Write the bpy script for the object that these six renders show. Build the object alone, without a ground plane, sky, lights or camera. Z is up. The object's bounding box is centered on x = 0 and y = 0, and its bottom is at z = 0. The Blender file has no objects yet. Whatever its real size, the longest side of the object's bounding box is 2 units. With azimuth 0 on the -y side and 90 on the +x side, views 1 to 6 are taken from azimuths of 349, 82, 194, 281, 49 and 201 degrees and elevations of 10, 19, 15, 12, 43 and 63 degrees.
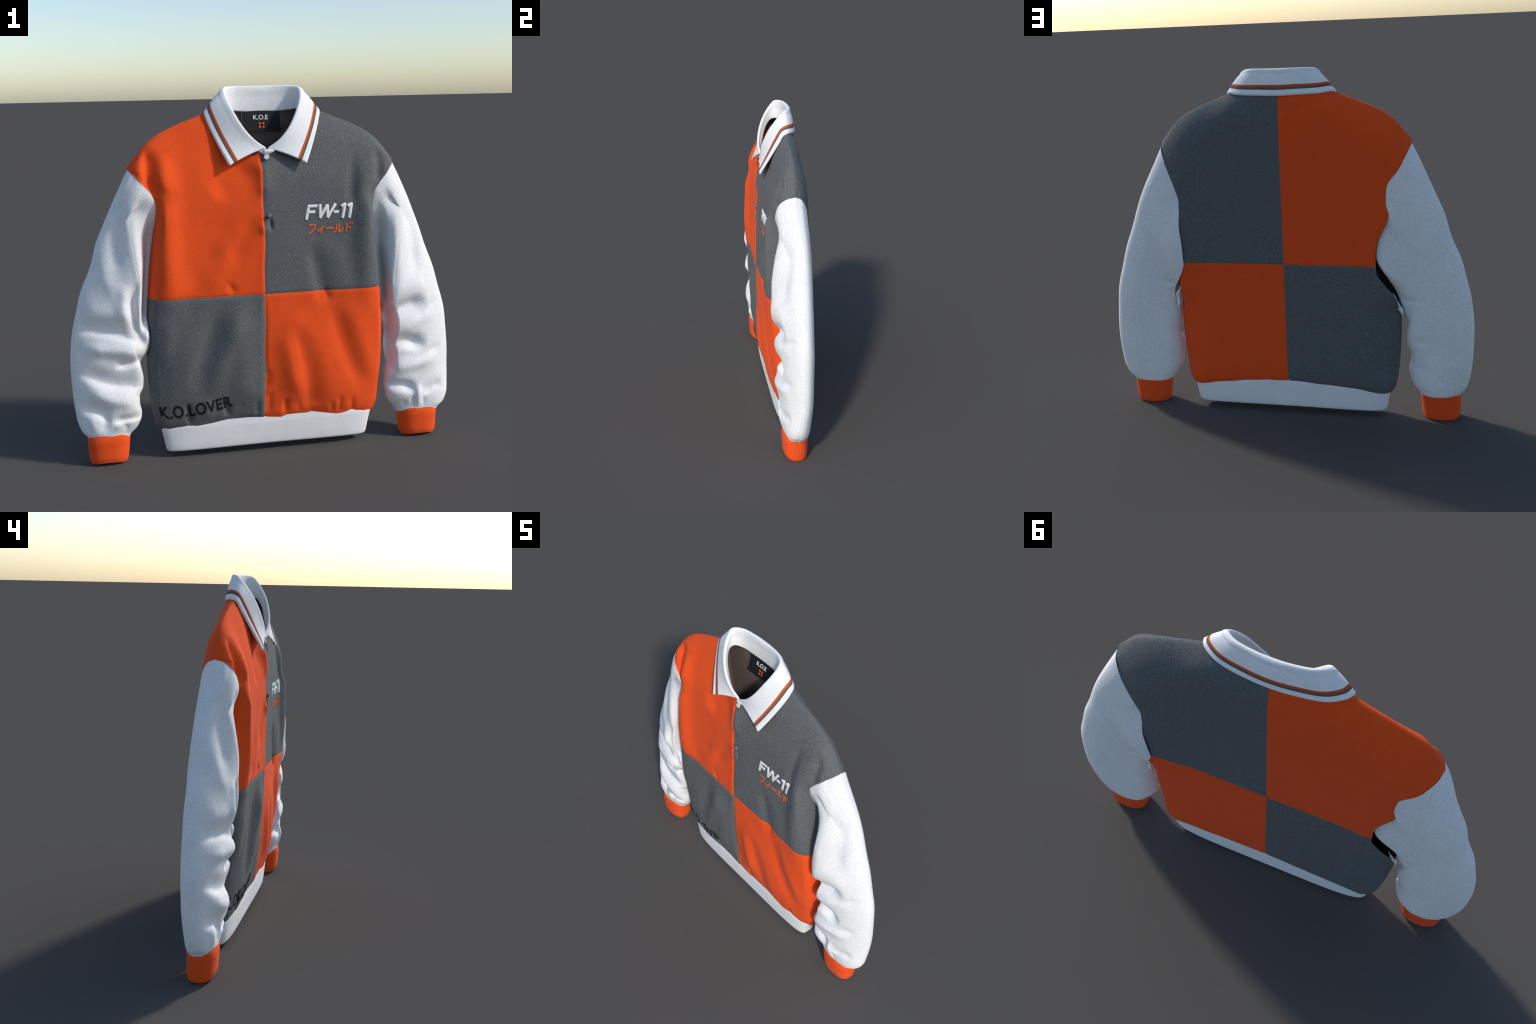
"""A two-tone checker-panelled sweat jacket standing upright: front and back body,
ribbed hem, sleeves with cuffs, folded polo collar with stripes, buttons, neck label
and embroidered lettering.  Everything is lofted from measured profiles."""
import bpy, bmesh, math
import numpy as np

# ------------------------------------------------------------------ helpers
def interp(pts, v):
    a = np.array(pts, float)
    o = np.argsort(a[:, 0])
    return np.interp(v, a[o, 0], a[o, 1])

def smooth_interp(pts, v):
    """monotone-ish cubic through (key, value) pairs"""
    a = np.array(pts, float); a = a[np.argsort(a[:, 0])]
    x, y = a[:, 0], a[:, 1]
    m = np.gradient(y, x)
    d = np.diff(y) / np.diff(x)
    for i in range(len(d)):                      # limit overshoot
        for j in (i, i + 1):
            if d[i] == 0: m[j] = 0
            elif m[j] / d[i] < 0: m[j] = 0
            elif abs(m[j]) > 3 * abs(d[i]): m[j] = 3 * d[i]
    v = np.clip(v, x[0], x[-1])
    i = np.clip(np.searchsorted(x, v) - 1, 0, len(x) - 2)
    h = x[i + 1] - x[i]; t = (v - x[i]) / h
    return ((2*t**3 - 3*t**2 + 1) * y[i] + (t**3 - 2*t**2 + t) * h * m[i]
            + (-2*t**3 + 3*t**2) * y[i + 1] + (t**3 - t**2) * h * m[i + 1])

def sstep(a, b, v):
    t = np.clip((v - a) / (b - a), 0, 1)
    return t * t * (3 - 2 * t)

def catmull(P, n):
    """resample control points (k,3) to n points through them"""
    P = np.array(P, float)
    k = len(P)
    seg = np.linalg.norm(np.diff(P, axis=0), axis=1) ** 0.5
    key = np.concatenate([[0], np.cumsum(seg)])
    u = np.linspace(0, key[-1], n)
    return catmull_at(P, key, u)

def catmull_at(P, key, u):
    m = np.gradient(P, key, axis=0)
    i = np.clip(np.searchsorted(key, u) - 1, 0, len(P) - 2)
    h = (key[i + 1] - key[i]); t = ((u - key[i]) / h)[:, None]; h = h[:, None]
    return ((2*t**3 - 3*t**2 + 1) * P[i] + (t**3 - 2*t**2 + t) * h * m[i]
            + (-2*t**3 + 3*t**2) * P[i + 1] + (t**3 - t**2) * h * m[i + 1])

def line_fold(X, Z, pts, w, amp, wr=None, fade=0.04, bend=True):
    """soft ridge (amp>0) or valley (amp<0) that follows a polyline in x,z.
    w: half width on its left (towards -x / up), wr: on its right."""
    P = np.array(pts, float)
    if bend and len(P) > 2:
        Q = np.column_stack([P, np.zeros(len(P))]); P = catmull(Q, 5 * len(P))[:, :2]
    A, B = P[:-1], P[1:]
    best = np.full(X.shape, 1e9); sgn = np.zeros(X.shape); along = np.zeros(X.shape)
    L = np.linalg.norm(B - A, axis=1); acc = np.concatenate([[0], np.cumsum(L)])
    for k in range(len(A)):
        ab = (B[k] - A[k]) / L[k]
        dx, dz = X - A[k, 0], Z - A[k, 1]
        s = dx * ab[0] + dz * ab[1]
        sc = np.clip(s, 0, L[k])
        ex, ez = dx - sc * ab[0], dz - sc * ab[1]
        d = np.hypot(ex, ez)
        upd = d < best
        best = np.where(upd, d, best)
        sgn = np.where(upd, ex * ab[1] - ez * ab[0], sgn)
        along = np.where(upd, acc[k] + s, along)
    ww = np.where(sgn > 0, w, wr if wr else w)
    tot = acc[-1]
    f = min(max(fade, tot * 0.3), tot * 0.45)
    taper = sstep(-0.3 * f, f, along) * sstep(-0.3 * f, f, tot - along)
    return amp * np.exp(-(best / ww) ** 2) * taper

def ripple(X, Z, seed, scale, n=6):
    r = np.random.RandomState(seed)
    out = np.zeros(np.shape(X))
    for _ in range(n):
        a = r.uniform(0, 2 * math.pi); f = scale * r.uniform(0.5, 1.6)
        out = out + np.sin(f * (X * math.cos(a) + Z * math.sin(a)) + r.uniform(0, 6.28))
    return out / n

# ------------------------------------------------------------------ materials
def fabric(name, base, dark, light, speck=0.35, grain=260, bump=0.25, rough=0.95, sheen=0.03, fleck=None):
    m = bpy.data.materials.new(name); m.use_nodes = True
    nt = m.node_tree; N, Lk = nt.nodes, nt.links
    bs = N["Principled BSDF"]
    tc = N.new("ShaderNodeTexCoord")
    n1 = N.new("ShaderNodeTexNoise"); n1.inputs["Scale"].default_value = grain
    n1.inputs["Detail"].default_value = 3; n1.inputs["Roughness"].default_value = 0.6
    n2 = N.new("ShaderNodeTexNoise"); n2.inputs["Scale"].default_value = 14
    n2.inputs["Detail"].default_value = 4
    for n in (n1, n2): Lk.new(tc.outputs["Object"], n.inputs["Vector"])
    rp = N.new("ShaderNodeValToRGB")
    rp.color_ramp.elements[0].position = 0.5 - speck * 0.5; rp.color_ramp.elements[0].color = (*dark, 1)
    rp.color_ramp.elements[1].position = 0.5 + speck * 0.5; rp.color_ramp.elements[1].color = (*light, 1)
    e = rp.color_ramp.elements.new(0.5); e.color = (*base, 1)
    Lk.new(n1.outputs["Fac"], rp.inputs["Fac"])
    mul = N.new("ShaderNodeMapRange"); mul.inputs["To Min"].default_value = 0.975; mul.inputs["To Max"].default_value = 1.025
    mul.inputs["From Min"].default_value = 0.3; mul.inputs["From Max"].default_value = 0.7
    Lk.new(n2.outputs["Fac"], mul.inputs["Value"])
    mx = N.new("ShaderNodeMix"); mx.data_type = 'RGBA'; mx.blend_type = 'MULTIPLY'; mx.inputs["Factor"].default_value = 1
    Lk.new(rp.outputs["Color"], mx.inputs["A"]); Lk.new(mul.outputs["Result"], mx.inputs["B"])
    col = mx.outputs["Result"]
    if fleck:                                   # stray coloured lint
        vo = N.new("ShaderNodeTexNoise"); vo.inputs["Scale"].default_value = 34; vo.inputs["Detail"].default_value = 5
        Lk.new(tc.outputs["Object"], vo.inputs["Vector"])
        r2 = N.new("ShaderNodeMapRange"); r2.inputs["From Min"].default_value = 0.735; r2.inputs["From Max"].default_value = 0.80
        r2.inputs["To Max"].default_value = 0.45
        Lk.new(vo.outputs["Fac"], r2.inputs["Value"])
        m2 = N.new("ShaderNodeMix"); m2.data_type = 'RGBA'
        Lk.new(r2.outputs["Result"], m2.inputs["Factor"]); Lk.new(col, m2.inputs["A"]); m2.inputs["B"].default_value = (*fleck, 1)
        col = m2.outputs["Result"]
    Lk.new(col, bs.inputs["Base Color"])
    bs.inputs["Roughness"].default_value = rough
    bs.inputs["Specular IOR Level"].default_value = 0.25
    bs.inputs["Sheen Weight"].default_value = sheen
    bs.inputs["Sheen Roughness"].default_value = 0.5
    bp = N.new("ShaderNodeBump"); bp.inputs["Strength"].default_value = bump; bp.inputs["Distance"].default_value = 0.003
    Lk.new(n1.outputs["Fac"], bp.inputs["Height"]); Lk.new(bp.outputs["Normal"], bs.inputs["Normal"])
    return m

def shade(c, k): return tuple(min(1, v * k) for v in c)
ORANGE_C = (0.80, 0.083, 0.0115)
GREY_C = (0.109, 0.116, 0.119)
WHITE_C = (0.80, 0.80, 0.80)
ORANGE = fabric("orange_fleece", ORANGE_C, shade(ORANGE_C, 0.86), shade(ORANGE_C, 1.12), 0.4, 260, 0.2)
GREY = fabric("grey_fleece", GREY_C, shade(GREY_C, 0.55), shade(GREY_C, 1.6), 0.4, 240, 0.3, fleck=(0.35, 0.08, 0.03))
WHITE = fabric("white_fleece", WHITE_C, shade(WHITE_C, 0.80), shade(WHITE_C, 1.14), 0.42, 190, 0.6)
RIB_W = fabric("white_rib", WHITE_C, shade(WHITE_C, 0.93), shade(WHITE_C, 1.05), 0.5, 300, 0.15)
RIB_O = fabric("orange_rib", ORANGE_C, shade(ORANGE_C, 0.9), shade(ORANGE_C, 1.08), 0.5, 300, 0.15)
COLLAR_W = fabric("white_collar_knit", (0.81, 0.81, 0.81), (0.70, 0.70, 0.70), (0.88, 0.88, 0.88), 0.45, 230, 0.4)
STR_O = fabric("orange_stripe_knit", (0.60, 0.085, 0.016), (0.5, 0.07, 0.014), (0.7, 0.1, 0.02), 0.5, 300, 0.2)
STR_G = fabric("grey_stripe_knit", (0.10, 0.10, 0.098), (0.07, 0.07, 0.07), (0.14, 0.14, 0.14), 0.5, 300, 0.2)
LINING = fabric("dark_brown_inside", (0.14, 0.105, 0.087), (0.10, 0.075, 0.062), (0.15, 0.115, 0.098), 0.5, 260, 0.15)  # dark warm brown, as the inside looks through the neck opening
LABEL = fabric("black_label", (0.010, 0.010, 0.011), (0.008, 0.008, 0.009), (0.014, 0.014, 0.015), 0.5, 300, 0.1, rough=0.75, sheen=0.0)
INK = fabric("black_print", (0.012, 0.012, 0.013), (0.008, 0.008, 0.009), (0.02, 0.02, 0.021), 0.5, 300, 0.15, sheen=0.0)
THREAD_W = fabric("white_thread", (0.80, 0.80, 0.80), (0.70, 0.70, 0.70), (0.86, 0.86, 0.86), 0.5, 420, 0.3)
THREAD_O = fabric("orange_thread", (0.80, 0.13, 0.02), (0.62, 0.095, 0.016), (0.88, 0.16, 0.03), 0.5, 420, 0.3)
PEARL = fabric("pearl_button", (0.62, 0.63, 0.64), (0.55, 0.55, 0.56), (0.7, 0.7, 0.7), 0.5, 80, 0.05, rough=0.4, sheen=0.0)
GREYBTN = fabric("grey_button", (0.16, 0.165, 0.17), (0.12, 0.12, 0.12), (0.2, 0.2, 0.2), 0.5, 80, 0.05, rough=0.5, sheen=0.0)

# ------------------------------------------------------------------ object building
jacket = bpy.data.objects.new("sweat_jacket", None)
bpy.context.scene.collection.objects.link(jacket)
jacket["label"] = "orange and grey checker-panelled collared jacket with white sleeves"
jacket["category"] = "jacket"

def add(name, verts, faces, mat, parent=None, normals=None, smooth=True):
    me = bpy.data.meshes.new(name)
    me.from_pydata([tuple(map(float, v)) for v in verts], [], [tuple(map(int, f)) for f in faces])
    me.materials.append(mat)
    if smooth: me.polygons.foreach_set("use_smooth", [True] * len(me.polygons))
    me.update()
    if normals is not None:
        me.normals_split_custom_set_from_vertices([tuple(map(float, n)) for n in normals])
    ob = bpy.data.objects.new(name, me)
    bpy.context.scene.collection.objects.link(ob)
    ob.parent = parent or jacket
    return ob

def vert_normals(V, F):
    V = np.asarray(V); F = np.asarray(F)
    n = np.cross(V[F[:, 2]] - V[F[:, 0]], V[F[:, -1]] - V[F[:, 1]])
    out = np.zeros_like(V)
    for k in range(F.shape[1]): np.add.at(out, F[:, k], n)
    l = np.linalg.norm(out, axis=1, keepdims=True); l[l == 0] = 1
    return out / l

def add_region(name, V, F, N, mask, mat, parent=None):
    """one region of a bigger smooth mesh, keeping the whole mesh's normals"""
    f = F[mask]; used = np.unique(f)
    re = np.full(len(V), -1); re[used] = np.arange(len(used))
    return add(name, V[used], re[f], mat, parent, N[used])

def grid_faces(nr, nc, close=False):
    r, c = np.meshgrid(np.arange(nr - 1), np.arange(nc if close else nc - 1), indexing="ij")
    c2 = (c + 1) % nc
    return np.stack([r * nc + c, r * nc + c2, (r + 1) * nc + c2, (r + 1) * nc + c], -1).reshape(-1, 4)

# ------------------------------------------------------------------ body profiles
SHOULDER = [(1.49, .674), (1.512, .662), (1.535, .643), (1.576, .610), (1.616, .570), (1.656, .508), (1.691, .432), (1.726, .340), (1.755, .270), (1.775, .225), (1.80, .20)]
LOWER = [(.160, .566), (.172, .576), (.188, .585), (.21, .592), (.25, .600), (.37, .611), (.52, .616), (.59, .615)]
EDGE_FRONT = LOWER + [(.68, .612), (.86, .600), (1.07, .577), (1.2, .558), (1.3, .546), (1.347, .556), (1.41, .604), (1.455, .642)] + SHOULDER
EDGE_BACK_R = LOWER + [(.66, .613), (.68, .612), (.73, .604), (.79, .578), (.85, .560), (.95, .562), (1.07, .572), (1.19, .566), (1.26, .585), (1.356, .622), (1.43, .654)] + SHOULDER
EDGE_BACK_L = LOWER + [(.68, .592), (.75, .538), (.82, .495), (.9, .492), (.977, .502), (1.09, .55), (1.125, .562), (1.19, .548), (1.27, .552), (1.36, .612), (1.43, .652)] + SHOULDER
EDGE_Y_FRONT = [(.16, .022), (.60, .020), (.72, .015), (.85, .012), (1.0, .010), (1.15, .0), (1.25, -.045), (1.31, -.068), (1.36, -.079), (1.41, -.076), (1.455, -.052), (1.475, -.028), (1.49, .012), (1.55, .015), (1.8, .016)]
EDGE_Y_BACK_R = [(.16, .022), (.60, .020), (.66, .022), (.70, .05), (.75, .090), (.85, .114), (1.0, .118), (1.19, .106), (1.356, .094), (1.43, .074), (1.455, .060), (1.475, .042), (1.49, .012), (1.55, .015), (1.8, .016)]
EDGE_Y_BACK_L = [(.16, .022), (.585, .020), (.63, .055), (.70, .086), (.85, .098), (1.0, .100), (1.19, .100), (1.356, .094), (1.43, .074), (1.455, .060), (1.475, .042), (1.49, .012), (1.55, .015), (1.8, .016)]

FRONT_MID = [(.16, -.044), (.19, -.056), (.27, -.072), (.4, -.088), (.6, -.102), (.85, -.112), (1.0, -.113), (1.25, -.110), (1.4, -.103), (1.53, -.090), (1.6, -.082), (1.8, -.07)]
FRONT_LOBE = [(.16, -.044), (.19, -.057), (.27, -.074), (.4, -.091), (.6, -.103), (.85, -.107), (1.0, -.106), (1.2, -.102), (1.3, -.101), (1.4, -.097), (1.5, -.098), (1.6, -.100), (1.8, -.10)]
BACK_Y = [(.16, .098), (.19, .108), (.25, .112), (.5, .108), (.85, .101), (1.2, .100), (1.5, .100), (1.62, .096), (1.7, .089), (1.75, .081), (1.8, .076)]
SEAM_Z, FRONT_SEAM_X = 0.852, -0.026
PLACKET = [(.16, -.029), (.30, -.027), (.45, -.022), (.56, -.028), (.687, -.024), (.80, -.028), (.863, -.026), (.98, -.026), (1.118, -.020), (1.2, -.023), (1.344, -.027), (1.45, -.026), (1.534, -.031), (1.7, -.026), (1.8, -.0)]

FRONT_FOLDS = [  # polyline (x,z), half width left/right, height (+ towards the viewer)
    ([(-.130, .83), (-.215, .602), (-.305, .34)], .05, .012, .045),
    ([(-.245, .81), (-.325, .58), (-.405, .34)], .045, -.012, .05),
    ([(-.50, .76), (-.55, .50)], .05, .006, .04),
    ([(-.431, .30), (-.416, .170)], .012, -.009, .02),
    ([(-.231, .30), (-.225, .185)], .014, -.009, .022),
    ([(-.066, .29), (-.073, .185)], .012, -.006, .018),
    ([(-.33, .33), (-.325, .19)], .03, .005, .03),
    ([(.125, .70), (.175, .50), (.205, .316), (.212, .175)], .030, -.010, .05),
    ([(.20, .70), (.27, .50), (.31, .316), (.32, .19)], .06, .006, .06),
    ([(.06, .66), (.10, .48), (.14, .30)], .05, .007, .03),
    ([(.311, .80), (.402, .514), (.503, .29)], .04, -.010, .055),
    ([(.40, .78), (.50, .52), (.56, .34)], .05, .006, .05),
    ([(.078, .290), (.077, .178)], .011, -.008, .02),
    ([(.326, .25), (.332, .165)], .014, -.004, .020),
    ([(.373, .28), (.369, .165)], .013, -.0055, .018),
    ([(.442, .26), (.438, .165)], .013, -.005, .018),
    ([(.15, .26), (.15, .175)], .014, -.004, .02),
    ([(-.005, .34), (-.012, .19)], .012, -.006, .02),
    ([(.225, 1.08), (.250, .93), (.285, .78)], .035, -.012, .045),
    ([(.35, 1.08), (.38, .9), (.41, .8)], .05, .005, .05),
    ([(-.248, 1.105), (-.34, 1.0), (-.424, .900)], .05, -.007, .05),
    ([(-.16, 1.08), (-.25, .97), (-.31, .88)], .05, .006, .05),
    ([(-.212, .925), (-.174, .855)], .018, -.006, .02),
    ([(.285, .87), (.299, .795)], .010, -.005, .018),
    ([(-.576, 1.58), (-.579, 1.50), (-.580, 1.36)], .026, -.026, .044),
    ([(-.500, 1.55), (-.508, 1.47), (-.512, 1.38)], .040, .008, .04),
    ([(.575, 1.56), (.577, 1.48), (.575, 1.37)], .024, -.016, .03),
    ([(.455, 1.52), (.435, 1.40), (.430, 1.25)], .03, -.010, .03),
    
    ([(-.075, 1.50), (-.15, 1.44), (-.27, 1.36)], .07, -.015, .06),
    ([(-.022, 1.51), (-.022, 1.34)], .035, .011, .04),
    ([(-.070, 1.24), (-.12, 1.14), (-.22, 1.0)], .04, -.007, .05),
    ([(-.030, 1.215), (-.027, 1.15)], .02, .006, .02),
    ([(.006, 1.235), (.016, 1.165)], .007, -.010, .008),
    ([(-.027, .84), (-.03, .5), (-.03, .19)], .012, -.004, .012),
    ([(-.013, .46), (-.018, .34)], .012, -.006, .02),
]
NECK = [(0, 1.545), (.06, 1.576), (.104, 1.620), (.162, 1.700), (.192, 1.748), (.215, 1.785), (.24, 1.82)]

def edge_dist(X, Z, edge):
    """distance to the body's side / armhole edge, and to the shoulder ridge"""
    a = np.array(edge); z = np.concatenate([np.linspace(a[0, 0], 1.49, 130), np.linspace(1.49, a[-1, 0], 31)[1:]])
    w = smooth_interp(edge, z)
    w = np.concatenate([w, [.0]]); z = np.concatenate([z, [1.90]])
    best = [np.full(X.shape, 1e9), np.full(X.shape, 1e9)]
    ax = np.abs(X)
    for k in range(len(z) - 1):
        bx, bz = w[k + 1] - w[k], z[k + 1] - z[k]
        t = np.clip(((ax - w[k]) * bx + (Z - z[k]) * bz) / (bx * bx + bz * bz), 0, 1)
        q = 0 if z[k] < 1.4899 else 1
        best[q] = np.minimum(best[q], np.hypot(ax - w[k] - t * bx, Z - z[k] - t * bz))
    return best[0], best[1]

def seam_key(Z, ds):
    """near the shoulder point the armhole seam is followed by its distance below the ridge"""
    k = sstep(1.37, 1.45, Z)
    return np.minimum(Z * (1 - k) + (1.49 - .745 * ds) * k, 1.49)

def side_roll(d, Z, R):
    """cloth turning in at the side: round below, running out flat into the sleeve head above"""
    k = sstep(1.25, 1.38, Z)
    t = np.clip(d / .15, 0, 1)
    return roll(d, R) * (1 - k) + (1 - (1 - t) ** 2) * k

def roll(d, R, p=2.0):
    t = np.clip(d / R, 0, 1)
    return np.sqrt(np.clip(1 - (1 - t) ** p, 0, 1))

def hem_roll(Z):                                # the cloth tucks in above the rib
    return roll(np.clip(Z - .158, 0, 1), .06)

def ridge(d, R, p, r=.024):
    """cloth falling away from the shoulder ridge, the ridge itself rounded"""
    t = np.clip((np.sqrt(d * d + 2 * r * d)) / (R + r), 0, 1)
    return 1 - (1 - t) ** p

def front_base(X, Z, d):
    mid, lobe = smooth_interp(FRONT_MID, Z), smooth_interp(FRONT_LOBE, Z)
    k = np.exp(-(np.abs(X - FRONT_SEAM_X) / .20) ** 1.6)
    base = lobe + (mid - lobe) * k
    base = base + .012 * sstep(.50, .60, np.abs(X)) * (1 - sstep(1.2, 1.5, Z))
    base = base - .017 * np.exp(-((np.abs(X) - .145) / .075) ** 2) * sstep(.25, .38, Z) * sstep(.80, .65, Z)
    base = base + .028 * sstep(.36, .58, np.abs(X)) * sstep(.84, .36, Z)
    # a standing fold runs down beside each armhole
    base = base - .030 * np.exp(-((np.abs(X) - .500) / .058) ** 2) * sstep(.70, 1.05, Z) * sstep(1.54, 1.38, Z)
    da, ds = d
    ye = smooth_interp(EDGE_Y_FRONT, seam_key(Z, ds))
    y = .015 + (base - .015) * ridge(ds, .34 - .24 * sstep(.40, .66, np.abs(X)), 1.6 + .4 * sstep(.40, .66, np.abs(X)))
    y = ye + (y - ye) * side_roll(da, Z, .05)
    zn = interp(NECK, np.clip(np.abs(X), 0, .24))
    y = y + .012 * np.exp(-((zn - Z) / .10) ** 2) * np.exp(-(X / .2) ** 4) * sstep(.01, .1, np.abs(X))
    # hollow under the collar leaves
    y = y + .016 * np.exp(-((np.abs(X) - .19) / .10) ** 2 - ((Z - 1.53) / .085) ** 2)
    return y

def blur(A, k):
    w = np.exp(-np.linspace(-2.2, 2.2, 2 * k + 1) ** 2); w /= w.sum()
    for ax in (0, 1):
        P = np.pad(A, [(k, k) if i == ax else (0, 0) for i in (0, 1)], mode="edge")
        A = sum(w[i] * np.take(P, np.arange(i, i + A.shape[ax]), ax) for i in range(2 * k + 1))
    return A

GX, GZ, GS = -.70, .12, .006
_gx, _gz = np.meshgrid(GX + GS * np.arange(235), GZ + GS * np.arange(285))
_gd = edge_dist(_gx, _gz, EDGE_FRONT)
SOFT = None
def front_y(X, Z, folds=True):
    global SOFT
    X, Z = np.asarray(X, float), np.asarray(Z, float)
    if SOFT is None: SOFT = blur(front_base(_gx, _gz, _gd), 9)
    d = edge_dist(X, Z, EDGE_FRONT)
    u, v = np.clip((X - GX) / GS, 0, 233.999), np.clip((Z - GZ) / GS, 0, 283.999)
    i, j = u.astype(int), v.astype(int); a, b = u - i, v - j
    soft = (SOFT[j, i] * (1 - a) + SOFT[j, i + 1] * a) * (1 - b) + (SOFT[j + 1, i] * (1 - a) + SOFT[j + 1, i + 1] * a) * b
    dd, d = d, np.minimum(*d)
    m = sstep(.02, .10, d) * sstep(.22, .30, Z)
    y = front_base(X, Z, dd) * (1 - m) + soft * m
    if folds:
        D = sum(line_fold(X, Z, f[0], f[1], f[2], f[3]) for f in FRONT_FOLDS) * 1.25
        D = D + .0022 * ripple(X, Z, 3, 22) + .0008 * ripple(X, Z, 8, 60)
        # seams sink in a little; the left front overlaps the right one by its own thickness
        D = D - .0035 * np.exp(-((Z - SEAM_Z) / .007) ** 2)
        px = smooth_interp(PLACKET, Z)
        D = D - .0030 * np.exp(-((X - px) / .006) ** 2)
        D = D + .005 * np.exp(-np.clip(px - X, 0, 1) / .05) * (X < px - 1e-5)
        fade = roll(d, .05) * sstep(.158, .185, Z)
        y = y - D * fade
    return y

def back_y(X, Z, sign, folds=True):
    edge = EDGE_BACK_R if sign > 0 else EDGE_BACK_L
    ey = EDGE_Y_BACK_R if sign > 0 else EDGE_Y_BACK_L
    base = smooth_interp(BACK_Y, Z) + (.016 if sign > 0 else .008) * sstep(.3, .54, np.abs(X)) * sstep(.6, .85, Z) * (1 - .6 * sstep(1.35, 1.5, Z))
    d = edge_dist(X, Z, edge)
    base = base - .022 * sstep(.40, .60, np.abs(X)) * sstep(.72, .58, Z) * sstep(.17, .30, Z)
    da, ds = d
    ye = smooth_interp(ey, seam_key(Z, ds))
    y = .015 + (base - .015) * ridge(ds, .17 - .07 * sstep(.42, .25, np.abs(X)), 2.0)
    y = ye + (y - ye) * side_roll(da, Z, .07 + .07 * sstep(.75, .5, Z) * sstep(.17, .30, Z))
    d = np.minimum(da, ds)
    if folds:
        D = .0015 * ripple(X, Z, 21, 12) + .0002 * ripple(X, Z, 28, 50)
        D = D - .0018 * np.exp(-(X / .006) ** 2) - .0018 * np.exp(-((Z - SEAM_Z) / .006) ** 2)
        D = D + line_fold(X, Z, [(-.24, 1.70), (0, 1.665), (.24, 1.70)], .02, -.003, .03)
        y = y + D * roll(d, .05) * sstep(.158, .185, Z)
    return y

# ------------------------------------------------------------------ body mesh
def rows():
    a = np.linspace(.160, .215, 22); b = np.linspace(.215, SEAM_Z, 110)[1:]
    c = np.linspace(SEAM_Z, 1.80, 190)[1:]
    return np.concatenate([a, b, c])

def hem_wave(X, Z, front):
    """the gathered lower edge wanders up and down"""
    if front:
        s = (interp([(-.6, -.020), (-.52, -.012), (-.46, .0), (-.42, .010), (-.38, .010), (-.30, .016), (-.22, .027), (-.12, .026), (-.03, .022), (.06, .012), (.09, .022), (.20, .024), (.22, .030), (.30, .016), (.36, .010), (.42, .012), (.44, .014), (.47, .002), (.54, -.010), (.6, -.018)], X))
    else:
        s = interp([(-.6, -.028), (-.45, -.012), (-.3, -.006), (-.1, .002), (0, .008), (.15, .002), (.25, .002), (.3, -.006), (.45, -.012), (.6, -.028)], X)
    return s * (1 - sstep(.160, .30, Z))

R = rows(); NR = len(R)
H = 120
s = np.linspace(0, 1, H + 1); cl = .62 * np.sin(s * math.pi / 2) + .38 * s
def sheet(front):
    Ze = R[:, None]
    if front:
        Wl = Wr = smooth_interp(EDGE_FRONT, R); xc = smooth_interp(PLACKET, R)
    else:
        Wl, Wr = smooth_interp(EDGE_BACK_L, R), smooth_interp(EDGE_BACK_R, R); xc = 0.0 * R
    left = xc[:, None] + (-Wl - xc)[:, None] * cl[::-1][None, :]
    right = xc[:, None] + (Wr - xc)[:, None] * cl[None, 1:]
    X = np.concatenate([left, right], 1)
    Z = np.repeat(Ze, X.shape[1], 1)
    if front: Y = front_y(X, Z)
    else: Y = np.where(X < 0, back_y(X, Z, -1), back_y(X, Z, 1))
    Zw = Z + hem_wave(X, Z, front)
    if not front:
        Zw = Zw
    return X, Y, Zw, Z

FX, FY, FZ, FZ0 = sheet(True)
BX, BY, BZ, BZ0 = sheet(False)
nc = FX.shape[1]
Vf = np.stack([FX, FY, FZ], -1).reshape(-1, 3)
Vb = np.stack([BX, BY, BZ], -1).reshape(-1, 3)
Ff = grid_faces(NR, nc)                       # faces -y
Fb = grid_faces(NR, nc)[:, ::-1]
# weld the two sheets along the closed side seams and the shoulder ridge
idb = np.arange(len(Vb)) + len(Vf)
V = np.concatenate([Vf, Vb])
for r in range(NR):
    for c, lo in ((0, .585), (nc - 1, .66)):
        if R[r] <= lo or R[r] >= 1.4895:
            a, b = r * nc + c, r * nc + c
            mid = (V[a] + V[len(Vf) + b]) / 2
            V[a] = mid; V[len(Vf) + b] = mid
            idb[b] = a
F = np.concatenate([Ff, idb[Fb]])
cx = V[F][:, :, 0].mean(1); cz = np.concatenate([FZ0.reshape(-1)[Ff].mean(1), BZ0.reshape(-1)[Fb].mean(1)])
isf = np.arange(len(F)) < len(Ff)
col = np.concatenate([np.tile(np.arange(nc - 1), NR - 1)] * 2)
leftside = col < H
zn = interp(NECK, np.clip(np.abs(cx), 0, .24))
behind = (cz < 1.768) | (np.abs(cx) > .195)
rim = sstep(.02, .08, np.abs(cx))
keep = np.where(isf, cz < zn - .050 * rim, behind) & (cz < 1.79)
keep_lining = np.where(isf, cz < zn - .022 * rim, behind) & (cz < 1.79)
NV = vert_normals(V, F)
low = cz < SEAM_Z
for front, nm in ((True, "body_panel"), (False, "body_panel")):
    for lf in (True, False):
        for lw in (False, True):
            m = keep & (isf == front) & (leftside == lf) & (low == lw)
            # checker: wearer's right front upper orange, its diagonal neighbour orange
            orange = (lf != lw)
            add_region(nm, V, F, NV, m, ORANGE if orange else GREY)
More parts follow.
